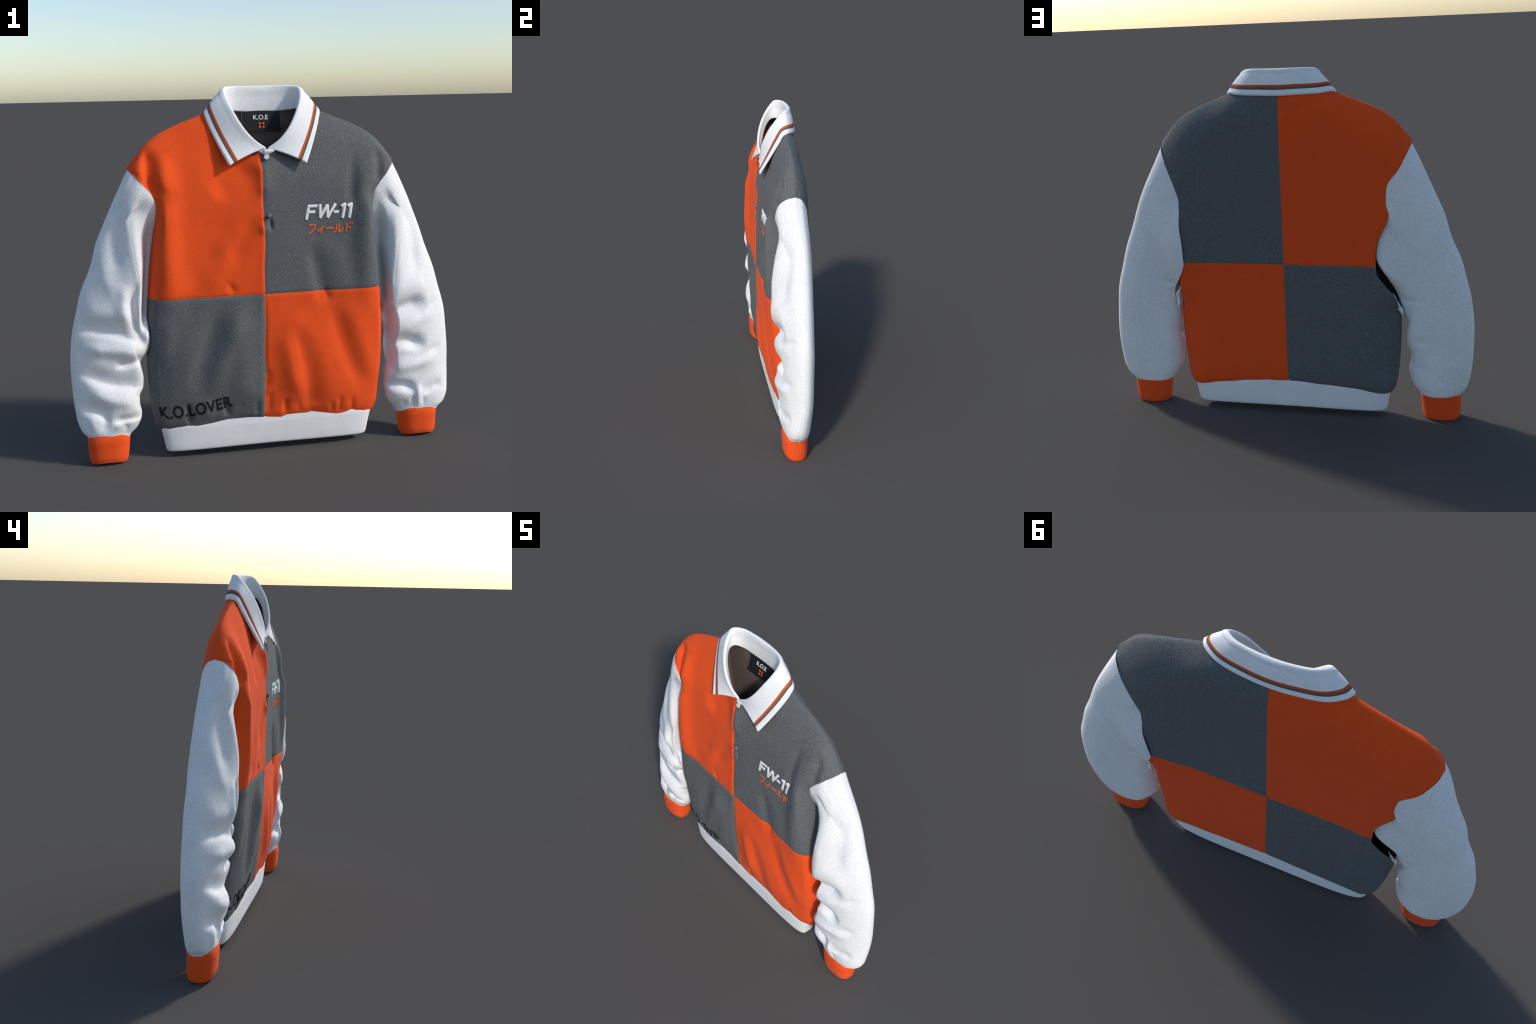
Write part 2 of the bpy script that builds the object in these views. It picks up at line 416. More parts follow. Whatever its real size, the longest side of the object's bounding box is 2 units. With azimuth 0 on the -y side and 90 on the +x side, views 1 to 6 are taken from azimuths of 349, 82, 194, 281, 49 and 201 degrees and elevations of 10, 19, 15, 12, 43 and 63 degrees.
# lining: the same shell, one cloth thickness further in
used = F[keep_lining & (cz > .20)]
lean = np.where(np.arange(len(V)) >= len(Vf), 1, 0) * sstep(.23, .13, np.abs(V[:, 0])) * np.interp(V[:, 2], [1.30, 1.48, 1.60, 1.65, 1.70, 1.75, 1.80], [0, .008, .026, .034, .020, .004, 0])
Vin = V - NV * .007
Vin[:, 1] -= lean
u = np.unique(used); re = np.full(len(V), -1); re[u] = np.arange(len(u))
add("lining", Vin[u], re[used][:, ::-1], LINING, None, -NV[u])

# ------------------------------------------------------------------ ribbed hem band
def band():
    prof = [(.205, .95, 0), (.180, .985, 0), (.165, 1.0, 0), (.150, .998, 0), (.12, .985, 0), (.085, .972, 0), (.055, .962, 0), (.040, .955, .001), (.032, .945, .005), (.031, .930, .011), (.036, .915, .016), (.07, .91, .018), (.14, .915, .018)]
    P = catmull(np.array(prof), 60)
    n = 720
    th = np.linspace(0, 2 * math.pi, n, endpoint=False)
    V = []
    for z, k, ins in P:
        W = .560 * k
        e = 2 / 4.4
        c, sn = np.cos(th), np.sin(th)
        x = W * np.sign(c) * np.abs(c) ** e
        f = interp([(.03, -.033), (.08, -.040), (.16, -.047), (.21, -.047)], z) + ins
        b = interp([(.03, .104), (.08, .107), (.16, .106), (.21, .104)], z) - ins
        mid = .030
        y = np.where(sn < 0, mid + (mid - f) * np.sign(sn) * np.abs(sn) ** e, mid + (b - mid) * np.abs(sn) ** e)
        y = y + .00006 * np.cos(180 * th) * np.sign(sn)
        # gathers of the body press soft waves into the top of the band
        y = y + np.where(sn < 0, -1, 1) * .003 * ripple(x, x * 0, 5, 40) * sstep(.09, .16, z)
        bow = .006 * np.cos(x / .56 * math.pi / 2) * (z < .12)
        V.append(np.stack([x, y, np.full(n, z) + bow * sstep(.13, .05, z)], -1))
    V = np.array(V)
    return V.reshape(-1, 3), grid_faces(len(P), n, True)[:, ::-1]
v, f = band()
add("hem_band", v, f, RIB_W, None, vert_normals(v, f))

# ------------------------------------------------------------------ sleeves
OUTER = {  # outer silhouette x at height z
    1: [(1.49, .676), (1.40, .720), (1.283, .774), (1.15, .828), (1.04, .867), (.92, .915), (.815, .946), (.705, .978), (.578, .994), (.43, 1.004), (.282, 1.001), (.20, .990), (.165, .970), (.150, .950)],
    -1: [(1.49, .674), (1.40, .718), (1.335, .748), (1.20, .808), (1.137, .836), (1.01, .874), (.881, .929), (.77, .958), (.70, .976), (.62, .988), (.50, .996), (.39, .993), (.28, .984), (.20, .968), (.165, .952), (.148, .935)]}
INNER = {
    1: [(.68, .606), (.62, .632), (.54, .626), (.46, .636), (.41, .646), (.36, .634), (.30, .632), (.26, .640), (.21, .655), (.175, .682), (.150, .702)],
    -1: [(.68, .600), (.64, .598), (.58, .612), (.545, .634), (.52, .650), (.49, .645), (.44, .636), (.39, .642), (.345, .662), (.31, .662), (.26, .654), (.21, .664), (.175, .684), (.148, .712)]}
SL_FRONT = [(0, -.092), (.05, -.114), (.12, -.118), (.22, -.112), (.38, -.099), (.52, -.088), (.62, -.084), (.72, -.082), (.85, -.083), (.95, -.076), (1, -.068)]
SL_BACK = [(0, .068), (.10, .078), (.22, .082), (.38, .083), (.52, .084), (.7, .082), (.85, .080), (.95, .078), (1, .072)]
SLEEVE_FOLDS = {  # polyline, half width below, height, half width above
    1: [([(.58, .680), (.64, .700), (.70, .722), (.80, .745), (.84, .752)], .036, -.026, .040),
        ([(.64, .82), (.74, .84), (.86, .86)], .06, .006, .06),
        ([(.68, .61), (.75, .63), (.83, .66), (.90, .68)], .03, .004, .03),
        ([(.78, .66), (.86, .71), (.94, .755)], .014, -.006, .020),
        ([(.60, .500), (.66, .525), (.72, .538), (.80, .522), (.84, .52)], .026, -.026, .044),
        ([(.63, .40), (.74, .41), (.84, .43), (.92, .45)], .038, .012, .038),
        ([(.78, .43), (.86, .465), (.95, .50)], .014, -.006, .022),
        ([(.62, .295), (.70, .298), (.74, .29), (.79, .272)], .022, -.020, .030),
        ([(.84, .245), (.89, .27), (.955, .285)], .018, -.009, .035),
        ([(.802, .30), (.813, .15)], .018, .008, .018),
        ([(.776, .235), (.785, .15)], .012, -.008, .012),
        ([(.838, .22), (.843, .15)], .012, -.007, .012),
        ([(.725, .21), (.742, .15)], .012, -.006, .012),
        ([(.655, 1.30), (.655, 1.1), (.655, .90)], .035, .011, .035),
        ([(.755, 1.28), (.768, 1.1), (.78, .88)], .045, -.017, .045)],
    -1: [([(-.95, .705), (-.832, .700), (-.709, .672), (-.62, .635)], .022, -.015, .055),
         ([(-.93, .80), (-.80, .80), (-.70, .78)], .05, .006, .05),
         ([(-.93, .62), (-.78, .61), (-.64, .59)], .036, .013, .036),
         ([(-.775, .520), (-.698, .532), (-.610, .555)], .014, -.013, .026),
         ([(-.96, .490), (-.815, .436), (-.61, .400)], .022, -.016, .060),
         ([(-.93, .41), (-.80, .355), (-.66, .33)], .04, .012, .04),
         ([(-.958, .305), (-.882, .290), (-.813, .240)], .020, -.012, .045),
         ([(-.80, .235), (-.735, .242), (-.64, .250)], .016, -.012, .028),
         ([(-.835, .27), (-.850, .16)], .022, -.009, .026),
         ([(-.915, .27), (-.885, .15)], .022, .007, .022),
         ([(-.775, .23), (-.776, .15)], .02, .006, .02),
         ([(-.735, .22), (-.740, .15)], .014, -.006, .014),
         ([(-.645, .95), (-.680, .86), (-.668, .74), (-.62, .60)], .026, -.016, .018),
         ([(-.705, .93), (-.725, .84), (-.705, .74)], .03, .008, .03),
         ([(-.655, 1.32), (-.642, 1.15), (-.632, .95)], .03, .012, .03),
         ([(-.735, 1.40), (-.745, 1.25), (-.750, 1.08), (-.76, .95)], .045, -.014, .045)]}
BACK_CREASES = {
    1: [([(.57, .735), (.64, .728), (.74, .735)], .014, -.006, .016), ([(.63, .46), (.72, .43)], .02, -.004, .02), ([(.58, 1.19), (.63, 1.21)], .02, -.004, .02)],
    -1: [([(-.60, .670), (-.66, .662), (-.76, .668)], .014, -.006, .016), ([(-.66, .44), (-.76, .435)], .02, -.005, .02), ([(-.60, .80), (-.66, .76)], .03, .004, .03), ([(-.66, .30), (-.75, .29)], .02, -.004, .02)]}

GAP = {1: .024, -1: .010}
def sleeve(side):
    nt, nphi = 170, 300
    phi = np.linspace(0, 2 * math.pi, nphi, endpoint=False)
    c, sn = np.cos(phi), np.sin(phi)
    eb = EDGE_BACK_R if side > 0 else EDGE_BACK_L
    eyb = EDGE_Y_BACK_R if side > 0 else EDGE_Y_BACK_L
    zS, zA = 1.488, .665
    oz, iz = (.150, .150) if side > 0 else (.148, .148)
    e = 2 / 2.3
    def ring(t):
        zo, zi = 1.49 + (oz - 1.49) * t, .68 + (iz - .68) * t
        xo = side * smooth_interp(OUTER[side], np.array([zo]))[0]
        xi = side * smooth_interp(INNER[side], np.array([zi]))[0]
        f, b = smooth_interp(SL_FRONT, np.array([t]))[0], smooth_interp(SL_BACK, np.array([t]))[0]
        yc = .012
        cc = np.sign(c) * np.abs(c) ** e
        x = (xo + xi) / 2 + (xo - xi) / 2 * cc
        z = (zo + zi) / 2 + (zo - zi) / 2 * cc
        # the section is tilted: outermost point towards the back, crest towards the body
        fade = float(sstep(1.0, .80, np.array(t)))
        yc = .018 + .026 * cc * fade
        sf = np.abs(sn) ** (.95 + .40 * cc * (1 - cc ** 4))
        sb = np.abs(sn) ** (.98 + .26 * cc * (1 - cc ** 4))
        y = np.where(sn >= 0, yc + f * sf, yc + b * sb)
        return np.stack([x, y, z], -1)
    z0 = zS + (zA - zS) * (1 - c) / 2
    xf, yf = smooth_interp(EDGE_FRONT, z0) - .003, smooth_interp(EDGE_Y_FRONT, z0) + .001
    xb, yb = smooth_interp(eb, z0) - .003, smooth_interp(eyb, z0) - .001
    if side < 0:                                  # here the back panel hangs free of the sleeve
        gap = sstep(.90, .78, z0); rec = sstep(1.14, 1.06, z0)
        xb = xb + gap * .045 + rec * .004; yb = yb - gap * .045 - rec * .016
    else:
        gap = np.exp(-((z0 - .70) / .05) ** 2)
        xb = xb + gap * .022; yb = yb - gap * .030
    r0 = np.stack([side * np.where(sn >= 0, xf, xb), np.where(sn >= 0, yf, yb), z0], -1)
    rN0 = ring(0)
    tt = np.concatenate([np.linspace(0, .08, 41), np.linspace(.08, .9, nt - 40)[1:], np.linspace(.9, 1, 41)[1:]])
    out = []
    for t in tt:
        r = ring(t)
        tv = np.array(t)
        # at the front the arm stands up quickly out of the armhole; at the back it runs on flush
        kxf, kyf, kb = 1 - float(sstep(0, .07, tv)), 1 - float(sstep(.008, .055, tv)), 1 - float(sstep(0, .24, tv))
        deep = sstep(1.42, 1.30, z0)               # seam flush near the shoulder, deep lower down
        kx = np.where(sn >= 0, kxf * deep + kb * (1 - deep), kb)
        ky = np.where(sn >= 0, kyf * deep + kb * (1 - deep), kb)
        dl = r0 - rN0
        out.append(r + np.stack([dl[:, 0] * kx, dl[:, 1] * ky, dl[:, 2] * kx], -1))
    P = np.array(out)
    X, Y, Z = P[..., 0], P[..., 1], P[..., 2]
    D = sum(line_fold(X, Z, q[0], q[1], q[2], q[3]) for q in SLEEVE_FOLDS[side])
    Db = sum(line_fold(X, Z, q[0], q[1], q[2], q[3]) for q in BACK_CREASES[side])
    wf = np.clip(sn, 0, 1)[None, :] ** .5; wb = np.clip(-sn, 0, 1)[None, :] ** .5
    tfade = sstep(.0, .12, tt)[:, None] * (1 - .8 * sstep(.88, 1.0, tt)[:, None])
    D = D * 1.5 + .0022 * ripple(X, Z, 31 + side, 20) + .0008 * ripple(X, Z, 41 + side, 60)
    Db = Db + .0018 * ripple(X, Z, 51 + side, 18) + .0006 * ripple(X, Z, 61 + side, 60)
    Y = Y - D * wf * tfade + Db * wb * tfade
    # folds also pinch the inner side of the arm sideways
    X = X - side * D * .35 * np.clip(-c, 0, 1)[None, :] * tfade * wf
    P = np.stack([X, Y, Z], -1)
    # the front of the arm drops steeply into the gap beside the body
    xe = smooth_interp(EDGE_FRONT, Z)
    wide = GAP[side] * sstep(1.02, 1.16, Z)
    inside = (1 - sstep(xe + .016 + .4 * wide, xe + .045 + wide, side * X)) * sstep(.66, .80, Z) * sstep(1.37, 1.25, Z) * (sn > 0)[None, :]
    Y = Y + (np.maximum(Y, smooth_interp(EDGE_Y_FRONT, Z) - .004) - Y) * inside
    if side > 0:
        Y = Y + .018 * np.exp(-((X - .61) / .07) ** 2 - ((Z - .92) / .17) ** 2) * wb
    if side > 0:                                  # hollow beside the body below the elbow
        pin = (1 - sstep(.640, .690, X)) * sstep(.36, .44, Z) * sstep(.74, .68, Z) * (sn > 0)[None, :]
        Y = Y + (np.maximum(Y, .010) - Y) * pin
    Y = Y + .020 * np.exp(-((side * X - .68) / .06) ** 2 - ((Z - .38) / .15) ** 2) * wb
    P = np.stack([X, Y, Z], -1)
    # lower end rolls in over the cuff, its edge gathered
    last = P[-1]; cen = last.mean(0)
    th = np.arctan2(last[:, 1] - cen[1], last[:, 0] - cen[0])
    gather = (.005 * np.sin(5 * th + side) + .0015 * np.sin(8 * th + 2)) * np.where(last[:, 1] < .02, 1, .25)
    extra = []
    for sc, dz in ((.985, -.006), (.955, -.011), (.91, -.012), (.86, -.008), (.80, .004), (.76, .02)):
        q = cen + (last - cen) * sc
        q[:, 2] = last[:, 2] + dz
        extra.append(q)
    P = np.concatenate([P, np.array(extra)])
    nrow = len(P)
    low = sstep(.26, .15, P[..., 2])
    P[..., 2] += low * gather[None, :]
    P[..., 2] += low * .010 * np.clip(-(P[..., 1] - .02) / .08, -1, 1)   # front hangs a little shorter
    V = P.reshape(-1, 3); Fc = grid_faces(nrow, nphi, True)
    if side < 0: Fc = Fc[:, ::-1]
    N = vert_normals(V, Fc)
    ob = add("sleeve", V, Fc, WHITE, None, N)
    return ob

def cuff(side, parent):
    prof = [(.190, .80, 0), (.165, .88, 0), (.145, .955, 0), (.125, .985, 0), (.10, .970, 0), (.06, .945, 0), (.035, .925, 0), (.016, .89, 0), (.004, .84, 0), (.0, .79, 0), (.002, .74, 0), (.015, .70, 0), (.06, .70, 0), (.12, .70, 0)]
    P = catmull(np.array(prof), 80)
    n = 420
    th = np.linspace(0, 2 * math.pi, n, endpoint=False)
    c, sn = np.cos(th), np.sin(th); e = 2 / 2.5
    out = []
    for z, k, _ in P:
        z = max(z, 0)
        cxx = interp([(0, .829), (.15, .824)], z)
        xw = .108 * k
        yw = .0735 * k ** .8
        cy = interp([(0, .020), (.15, .016)], z)
        rib = 1 + .0018 * np.cos(64 * th) * (1 if z > .01 else .3)
        x = side * (cxx + xw * np.sign(c) * np.abs(c) ** e * rib)
        y = cy + yw * np.sign(sn) * np.abs(sn) ** e * rib
        zz = z + .022 * np.clip(-(y - cy) / .075, 0, 1) ** 2 * sstep(.05, .0, z) * (1 if True else 0)
        zz = zz + .004 * np.cos(3 * th + 1) * sstep(.08, .15, z)
        out.append(np.stack([x, y, zz], -1))
    V = np.array(out).reshape(-1, 3)
    V[:, 2] -= V[:, 2].min()
    f = grid_faces(len(P), n, True)
    if side > 0: f = f[:, ::-1]
    return add("cuff", V, f, RIB_O, parent, vert_normals(V, f))

for sd in (-1, 1):
    so = sleeve(sd)
    cuff(sd, so)

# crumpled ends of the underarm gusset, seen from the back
def crumple(spine, width, depth, seed, parent):
    P = catmull(spine, 40); n = 28
    th = np.linspace(0, 2 * math.pi, n, endpoint=False)
    r = np.random.RandomState(seed)
    V = []
    for i, p in enumerate(P):
        t = i / 39
        k = max(.04, math.sin(math.pi * min(1, t * 1.05 + .02)) ** .6)
        tw = 2.2 * t + seed
        a = width * k * (1 + .35 * math.sin(9 * t + seed)); b = depth * k * (1 + .4 * math.sin(13 * t + 2 * seed))
        x = a * np.cos(th) * (1 + .22 * np.sin(3 * th + 8 * t)); y = b * np.sin(th) * (1 + .25 * np.sin(2 * th + 11 * t))
        V.append(np.stack([p[0] + x * math.cos(tw) * .9 - y * math.sin(tw), p[1] + x * math.sin(tw) * .6 + y * math.cos(tw), np.full(n, p[2]) + .004 * np.sin(2 * th + 9 * t)], -1))
    V = np.concatenate(V); f = grid_faces(40, n, True)
    return add("underarm_gusset", V, f, WHITE, parent, vert_normals(V, f))
crumple([(.588, .060, .74), (.606, .074, .69), (.628, .060, .645), (.622, .070, .60), (.640, .055, .555)], .012, .007, 1, None)
crumple([(-.575, .060, .70), (-.600, .066, .65), (-.620, .055, .60), (-.628, .060, .565)], .010, .006, 2, None)

# ------------------------------------------------------------------ collar
STATIONS = [  # stand seam, fold line, outer edge: from the front opening to the centre back
    ((.010, -.084, 1.540), (.012, -.093, 1.574), (.187, -.117, 1.503)),
    ((.060, -.082, 1.572), (.062, -.098, 1.609), (.219, -.086, 1.570)),
    ((.104, -.074, 1.620), (.112, -.093, 1.663), (.246, -.056, 1.633)),
    ((.162, -.048, 1.700), (.162, -.064, 1.752), (.272, -.023, 1.702)),
    ((.192, -.008, 1.750), (.189, -.018, 1.826), (.283, .004, 1.750)),
    ((.186, .024, 1.758), (.188, .012, 1.860), (.266, .034, 1.757)),
    ((.148, .050, 1.753), (.152, .040, 1.870), (.216, .064, 1.752)),
    ((.062, .062, 1.747), (.062, .058, 1.871), (.095, .087, 1.748)),
    ((.000, .064, 1.746), (.000, .060, 1.870), (.000, .091, 1.745))]

def collar():
    S = np.array(STATIONS)
    half = np.array(S)
    mir = half[:-1][::-1] * np.array([-1, 1, 1])
    # the left half sits a touch higher on the fold, as worn
    full = np.concatenate([half, mir])           # +x end ... back ... -x end
    full[8 + 3:, 1, 2] += .002
    ns = 200
    key = np.concatenate([[0], np.cumsum(np.linalg.norm(np.diff(full[:, 1], axis=0), axis=1) ** .7)])
    u = np.linspace(0, key[-1], ns)
    B, Fd, E = (catmull_at(full[:, k], key, u) for k in range(3))
    o = E - B; o[:, 2] = 0
    o /= np.linalg.norm(o, axis=1, keepdims=True)
    up = np.array([0, 0, 1.0])
    leafdir = E - Fd; L = np.linalg.norm(leafdir, axis=1, keepdims=True); leafdir = leafdir / L
    h = .0055
    # centre path: stand seam, up the stand, over the fold, down the leaf
    stand = Fd - B
    path_keys = []
    def leaf(dist):                              # point at this distance from the outer edge
        q = E - leafdir * dist
        bow = np.sin(np.clip(dist / L, 0, 1) * math.pi) * .010
        return q + o * bow * .7 + up * bow * .4
    pts = [B, B + stand * .30 - o * .002, B + stand * .62 - o * .002, Fd - o * .004 - stand * .12, Fd + up * -.001, Fd + o * .008 + leafdir * .010]
    P1 = np.array(pts)                           # k, ns, 3
    dists = np.concatenate([np.linspace(1, 0, 16)[1:-1]])
    seq = []
    for i in range(ns):
        st = catmull(P1[:, i], 26)
        seq.append(st)
    seq = np.array(seq)
    rem = [leaf((L - .018) * (1 - w) + .045 * w) for w in np.linspace(0, 1, 14)[1:]]
    fine = [leaf(np.full((ns, 1), d)) for d in (.0395, .034, .0335, .027, .0215, .0195, .013, .007, .003, .0)]
    tags_rem = ["w"] * 13
    # distances of the stripe borders from the edge: orange .045-.034, grey .0335-.0215
    C = np.concatenate([seq, np.stack(rem, 1), np.stack(fine, 1)], 1)    # ns, K, 3
    K = C.shape[1]
    nA, nR = 26, 13
    tag = np.array([0] * (K - 1))
    b = nA + nR - 1
    tag[b:b + 2] = 1                               # orange stripe
    tag[b + 2] = 1
    tag[b + 3:b + 5] = 2                            # grey stripe
    dU = np.gradient(C, axis=0); dK = np.gradient(C, axis=1)
    n = np.cross(dU, dK); n /= np.linalg.norm(n, axis=2, keepdims=True)
    # make n point away from the neck on the leaf
    if (n[ns // 2, -3] * o[ns // 2]).sum() < 0: n = -n
    th = np.full(K, h); th[0] = h * .7
    edge_bulge = np.array([1 + .35 * math.exp(-((K - 1 - k) / 3.0) ** 2) for k in range(K)])
    outer = C + n * (th * edge_bulge)[None, :, None]
    inner = C - n * (th * edge_bulge)[None, :, None]
    tipdir = dK[:, -1] / np.linalg.norm(dK[:, -1], axis=1, keepdims=True)
    cap = [C[:, -1] + tipdir * h * 1.2 + n[:, -1] * h * .6, C[:, -1] + tipdir * h * 1.5, C[:, -1] + tipdir * h * 1.2 - n[:, -1] * h * .6]
    loop = np.concatenate([outer, np.stack(cap, 1), inner[:, ::-1]], 1)   # ns, M, 3
    M = loop.shape[1]
    Vc = loop.reshape(-1, 3)
    Fc = grid_faces(ns, M, True)
    ltag = np.zeros(M, int)
    ltag[:K - 1] = tag
    for k in range(K - 1):                         # stripes are knitted through: colour both faces
        ltag[M - 2 - k] = tag[k]
    ft = np.tile(ltag, ns - 1)
    # rounded ends
    Vl = [Vc]; fl = [Fc]; tl = [ft]
    base = len(Vc)
    for row, sg in ((0, -1), (ns - 1, 1)):
        ring = loop[row]
        d = dU[row]; d = d / np.linalg.norm(d, axis=1, keepdims=True)
        dd = np.concatenate([d, np.repeat(d[-1:], 3, 0), d[::-1]])
        cc = np.concatenate([C[row], np.repeat(C[row, -1:], 3, 0), C[row][::-1]])
        rings = [ring, cc + (ring - cc) * .75 + sg * dd * h * .7, cc + sg * dd * h * 1.0]
        ids = [row * M + np.arange(M)]
        for q in rings[1:]:
            ids.append(base + np.arange(M)); Vl.append(q); base += M
        for a, b2 in zip(ids[:-1], ids[1:]):
            j = np.arange(M); j2 = (j + 1) % M
            qf = np.stack([a[j], a[j2], b2[j2], b2[j]], -1)
            if sg < 0: qf = qf[:, ::-1]
            fl.append(qf); tl.append(ltag)
    Vc = np.concatenate(Vl); Fc = np.concatenate(fl); ft = np.concatenate(tl)
    N = vert_normals(Vc, Fc)
    # consistent outward orientation
    mid = (ns // 2) * M + K - 6
    if (N[mid] * o[ns // 2]).sum() < 0:
        Fc = Fc[:, ::-1]; N = -N
    root = add_region("collar", Vc, Fc, N, ft == 0, COLLAR_W)
    add_region("orange_stripe", Vc, Fc, N, ft == 1, STR_O, root)
    add_region("grey_stripe", Vc, Fc, N, ft == 2, STR_G, root)
    return root
collar_ob = collar()

# ------------------------------------------------------------------ small spun parts
def lathe(name, prof, centre, axis, mat, parent=None, seg=40):
    """spin (radius, height) profile round an axis"""
    a = np.array(axis, float); a /= np.linalg.norm(a)
    p = np.cross(a, (0, 0, 1)); p /= np.linalg.norm(p); q = np.cross(a, p)
    th = np.linspace(0, 2 * math.pi, seg, endpoint=False)
    V = []
    for r, hgt in prof:
        V += [np.array(centre) + a * hgt + r * (math.cos(t) * p + math.sin(t) * q) for t in th]
    V = np.array(V); f = grid_faces(len(prof), seg, True)
    N = vert_normals(V, f)
    if (N[len(V) // 2] * a).sum() < 0 and prof[len(prof) // 2][1] > 0: f = f[:, ::-1]; N = -N
    return add(name, V, f, mat, parent, N)

BTN = [(.0002, -.004), (.011, -.004), (.0135, .000), (.0135, .003), (.0115, .0065), (.009, .0068), (.0075, .0055), (.004, .006), (.0002, .0065)]
lathe("button", BTN, (-.004, float(front_y(-.004, 1.528)) - .006, 1.530), (0.05, -1, .1), PEARL)
lathe("button", [(r * .8, z * 1.2) for r, z in BTN], (.003, float(front_y(.003, 1.245)) - .004, 1.246), (0.0, -1, .1), GREYBTN)

# small tab of the collar stand that carries the top button
def tab():
    n, m = 12, 8
    V = []
    for j in range(m):
        for i in range(n):
            a, b2 = i / (n - 1), j / (m - 1)
            x = -.016 + .052 * a; z = 1.541 + .024 * b2 + .012 * a
            V.append((x, -.094 - .006 * math.sin(math.pi * b2) - .004 * math.sin(math.pi * a), z))
    V = np.array(V); f = grid_faces(m, n); N = vert_normals(V, f)
    ob = add("collar_tab", V, f, COLLAR_W, collar_ob)
    md = ob.modifiers.new("thick", 'SOLIDIFY'); md.thickness = .008; md.offset = -1
    return ob
tab()

# ------------------------------------------------------------------ lettering
def relief(name, V2, faces, place, height, mat, parent=None, sink=.0015, crown=None):
    """raise a flat 2-D shape (x,z) off a surface: top plus skirt down into the cloth"""
    V2 = np.array(V2, float)
    top = place(V2, height if crown is None else height * crown)
    bot = place(V2, -sink)
    n = len(V2)
    edges = {}
    for f in faces:
        for a, b in zip(f, list(f[1:]) + [f[0]]):
            edges[(a, b)] = edges.get((a, b), 0) + 1
    fs = [list(f) for f in faces]
    for a, b in list(edges):
        if (b, a) not in edges: fs.append([b, a, a + n, b + n])
    return np.concatenate([top, bot]), fs

def on_front(V2, hgt):
    V2 = np.asarray(V2)
    y = front_y(V2[:, 0], V2[:, 1])
    return np.stack([V2[:, 0], y - hgt, V2[:, 1]], -1)

def ribbon(pts, width, step=.004, curve=False):
    P = np.array(pts, float)
    if curve: P = catmull(np.column_stack([P, np.zeros(len(P))]), 24)[:, :2]
    out = [P[0]]
    for a, b in zip(P[:-1], P[1:]):
        k = max(1, int(np.linalg.norm(b - a) / step))
        out += [a + (b - a) * (i + 1) / k for i in range(k)]
    P = np.array(out)
    d = np.gradient(P, axis=0); d /= np.linalg.norm(d, axis=1, keepdims=True)
    nrm = np.stack([-d[:, 1], d[:, 0]], -1)
    w = [-1, -.7, 0, .7, 1]
    V = np.concatenate([P + nrm * width / 2 * q for q in w])
    crown = np.concatenate([np.full(len(P), v) for v in (.55, .9, 1, .9, .55)])
    m = len(P); F = []
    for r in range(4):
        for i in range(m - 1):
            F.append([(r + 1) * m + i, r * m + i, r * m + i + 1, (r + 1) * m + i + 1])
    return V, F, crown

def stroke_text(name, glyphs, place_xy, width, height, mat, on=on_front, parent=None):
    VV, FF, base, k = [], [], 0, 0
    for gx, strokes in glyphs:
        for st in strokes:
            curve = isinstance(st, tuple)
            pts = [place_xy(gx, p) for p in (st[1] if curve else st)]
            V2, F2, cr = ribbon(pts, width, curve=curve)
            v, f = relief(name, V2, F2, on, height + .00035 * (k % 5), mat, crown=cr)
            VV.append(v); FF += [[i + base for i in q] for q in f]; base += len(v); k += 1
    V = np.concatenate(VV)
    return add(name, V, FF, mat, parent)

# chest embroidery: slanted block letters
cap = .066
def slant(gx, p): return (.187 + (gx + p[0]) * 1.06 + p[1] * .19, 1.219 + p[1] * 1.02)
G_F = [[(0, -.005), (0, cap)], [(-.005, cap - .005), (.043, cap - .005)], [(0, cap * .49), (.036, cap * .49)]]
G_W = [[(0, cap + .003), (.013, 0)], [(.010, 0), (.036, cap)], [(.036, cap), (.050, 0)], [(.047, 0), (.076, cap + .003)]]
G_D = [[(0, cap * .42), (.025, cap * .42)]]
G_1 = [[(.017, -.005), (.017, cap + .004)], [(.0, cap - .012), (.017, cap - .001)]]
stroke_text("chest_lettering", [(.004, G_F), (.058, G_W), (.131, G_D), (.163, G_1), (.195, G_1)], slant, .0150, .0028, THREAD_W)

# second row in katakana strokes
def kana(gx, p): return (.193 + gx + p[0] * .042 + p[1] * .004, 1.143 + p[1] * .046)
K_FU = [[(.05, .95), (.95, .95)], ("c", [(.92, .95), (.80, .5), (.50, .15), (.15, .0)])]
K_I = [("c", [(.80, .78), (.45, .45), (.05, .22)]), [(.52, .50), (.52, -.05)]]
K_DASH = [[(.0, .50), (1.0, .50)]]
K_RU = [("c", [(.25, .88), (.24, .35), (.0, .0)]), [(.55, .98), (.55, .02)], ("c", [(.55, .04), (.85, .25), (1.08, .55)])]
K_DO = [[(.25, 1.0), (.25, .0)], [(.25, .62), (.75, .42)], [(.62, 1.02), (.70, .82)], [(.86, 1.08), (.94, .88)]]
stroke_text("katakana_lettering", [(.0, K_FU), (.049, K_I), (.094, K_DASH), (.140, K_RU), (.190, K_DO)], kana, .0075, .0018, THREAD_O)

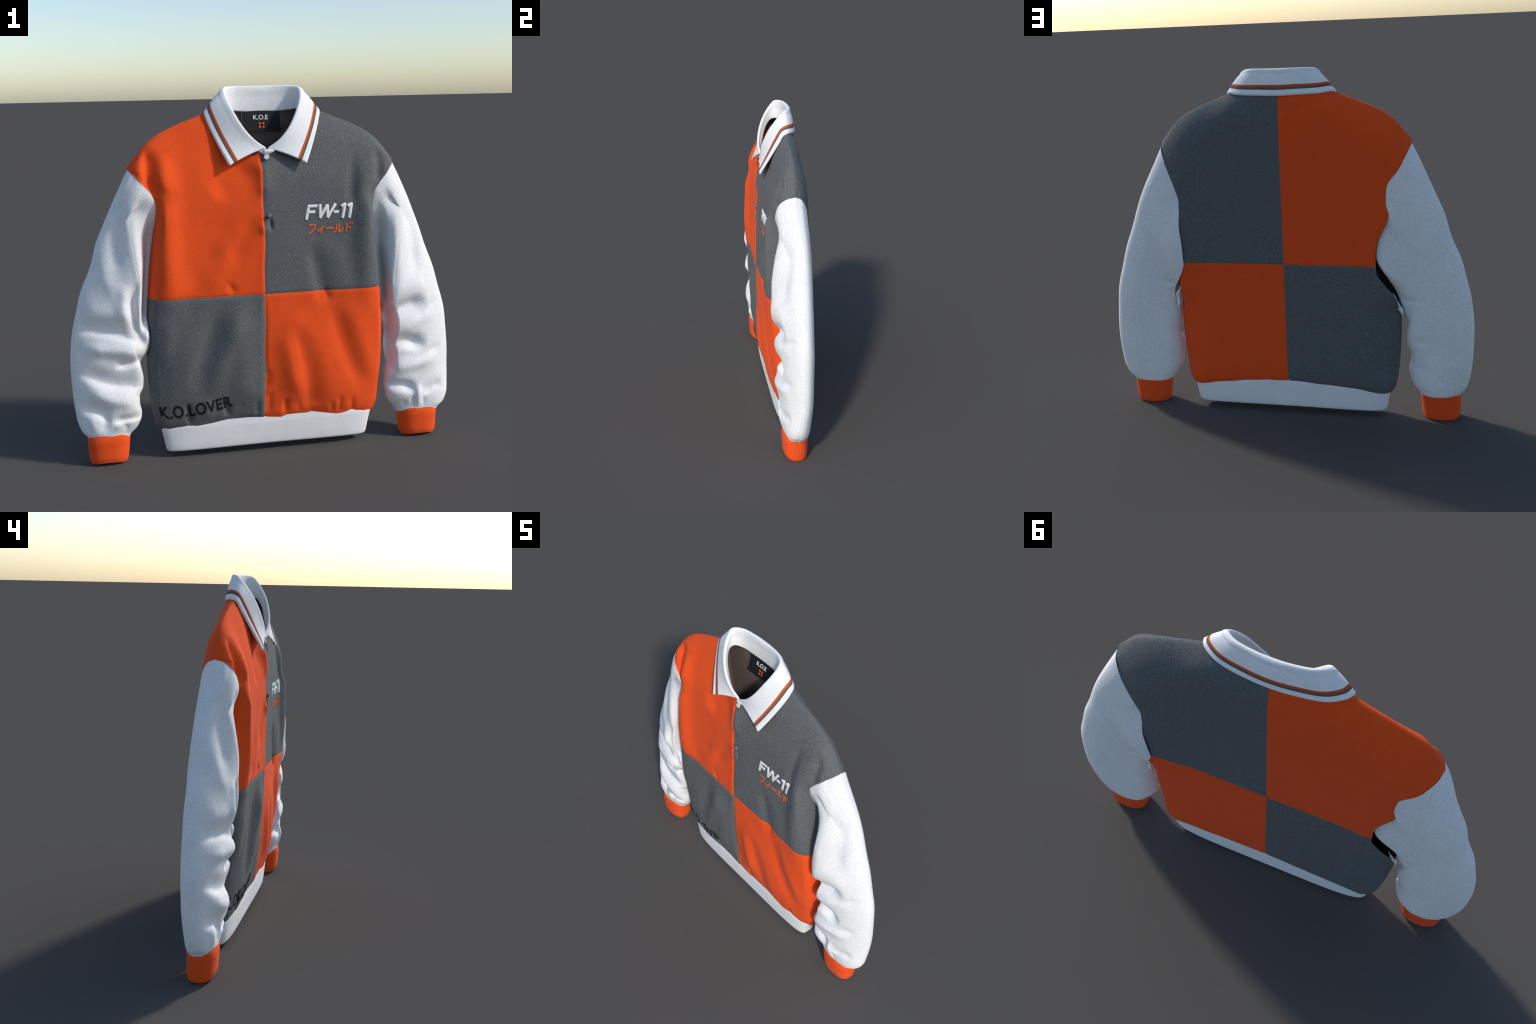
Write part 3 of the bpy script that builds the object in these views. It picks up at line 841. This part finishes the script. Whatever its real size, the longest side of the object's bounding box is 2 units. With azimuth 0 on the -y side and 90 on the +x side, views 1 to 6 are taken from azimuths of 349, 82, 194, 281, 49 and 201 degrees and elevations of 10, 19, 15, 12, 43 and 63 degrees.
def font_shape(body, bold=.0, spacing=1.0):
    cu = bpy.data.curves.new("lettering_curve", 'FONT'); cu.body = body; cu.size = 1; cu.offset = bold; cu.space_character = spacing
    cu.resolution_u = 6
    ob = bpy.data.objects.new("lettering_tmp", cu); bpy.context.scene.collection.objects.link(ob)
    dg = bpy.context.evaluated_depsgraph_get(); dg.update()
    me = bpy.data.meshes.new_from_object(ob.evaluated_get(dg))
    bpy.data.objects.remove(ob); bpy.data.curves.remove(cu)
    bm = bmesh.new(); bm.from_mesh(me); bpy.data.meshes.remove(me)
    bmesh.ops.remove_doubles(bm, verts=bm.verts, dist=1e-5)
    xs = [v.co.x for v in bm.verts]; ys = [v.co.y for v in bm.verts]
    x0, x1, y0, y1 = min(xs), max(xs), min(ys), max(ys)
    for i in range(1, 60):
        co = x0 + (x1 - x0) * i / 60
        bmesh.ops.bisect_plane(bm, geom=bm.verts[:] + bm.edges[:] + bm.faces[:], plane_co=(co, 0, 0), plane_no=(1, 0, 0))
    for i in range(1, 10):
        co = y0 + (y1 - y0) * i / 10
        bmesh.ops.bisect_plane(bm, geom=bm.verts[:] + bm.edges[:] + bm.faces[:], plane_co=(0, co, 0), plane_no=(0, 1, 0))
    for f in bm.faces:
        if f.normal.z < 0: f.normal_flip()
    bm.verts.index_update()
    V = np.array([((v.co.x - x0) / (x1 - x0), (v.co.y - y0) / (y1 - y0)) for v in bm.verts])
    F = [[v.index for v in f.verts] for f in bm.faces]
    bm.free()
    return V, F

V2, F2 = font_shape("K.O.LOVER", .030, 1.1)
uu, vv = V2[:, 0], V2[:, 1]
px = -.560 + .362 * uu - .010 * vv
pz = .216 + .020 * uu + .034 * uu ** 2 + vv * (.073 - .008 * uu)
v, f = relief("hem_lettering", np.stack([px, pz], -1), F2, on_front, .0012, INK)
add("hem_lettering", v, f, INK, smooth=False)

# ------------------------------------------------------------------ neck label
def label_y(x, z):
    """just inside the lining of the back"""
    x = np.asarray(x, float)
    return np.interp(z, [1.64, 1.76], [.040, .064]) + 0 * x
def slab(name, x0, x1, z0, z1, y, t, mat, parent=None, nx=14, nz=8):
    g = [(x0 + (x1 - x0) * i / nx, z0 + (z1 - z0) * j / nz) for j in range(nz + 1) for i in range(nx + 1)]
    V = []
    for s_ in (0, 1):
        for x, z in g:
            V.append((x, float(label_y(x, z)) - y - (t if s_ == 0 else 0), z))
    n = len(g); f0 = grid_faces(nz + 1, nx + 1)
    fs = [list(q) for q in f0] + [list(q[::-1] + n) for q in f0]
    ed = [i for i in range(nx + 1)] + [j * (nx + 1) + nx for j in range(1, nz + 1)] + [nz * (nx + 1) + i for i in range(nx - 1, -1, -1)] + [j * (nx + 1) for j in range(nz - 1, 0, -1)]
    for a, b in zip(ed, ed[1:] + ed[:1]): fs.append([a, a + n, b + n, b])
    return add(name, V, fs, mat, parent, smooth=False)
label = slab("neck_label", -.095, .101, 1.650, 1.752, 0, .004, LABEL)
def on_label(V2, hgt):
    V2 = np.asarray(V2)
    return np.stack([V2[:, 0], label_y(V2[:, 0], V2[:, 1]) - .004 - hgt, V2[:, 1]], -1)
V2, F2 = font_shape("K.O.E", .01)
v, f = relief("label_lettering", np.stack([-.036 + .074 * V2[:, 0], 1.708 + .023 * V2[:, 1]], -1), F2, on_label, .001, THREAD_W)
add("label_lettering", v, f, THREAD_W, label, smooth=False)
for ix in (0, 1):
    for iz in (0, 1):
        slab("label_square", -.009 + ix * .018, .0005 + ix * .018, 1.668 + iz * .017, 1.6775 + iz * .017, -.0035 + .007, .0015, THREAD_O, label, 2, 2)
for x in (-.097, .100):
    slab("label_stitching", x, x + .0028, 1.668, 1.748, .0025, .0025, STR_G, label, 1, 6)
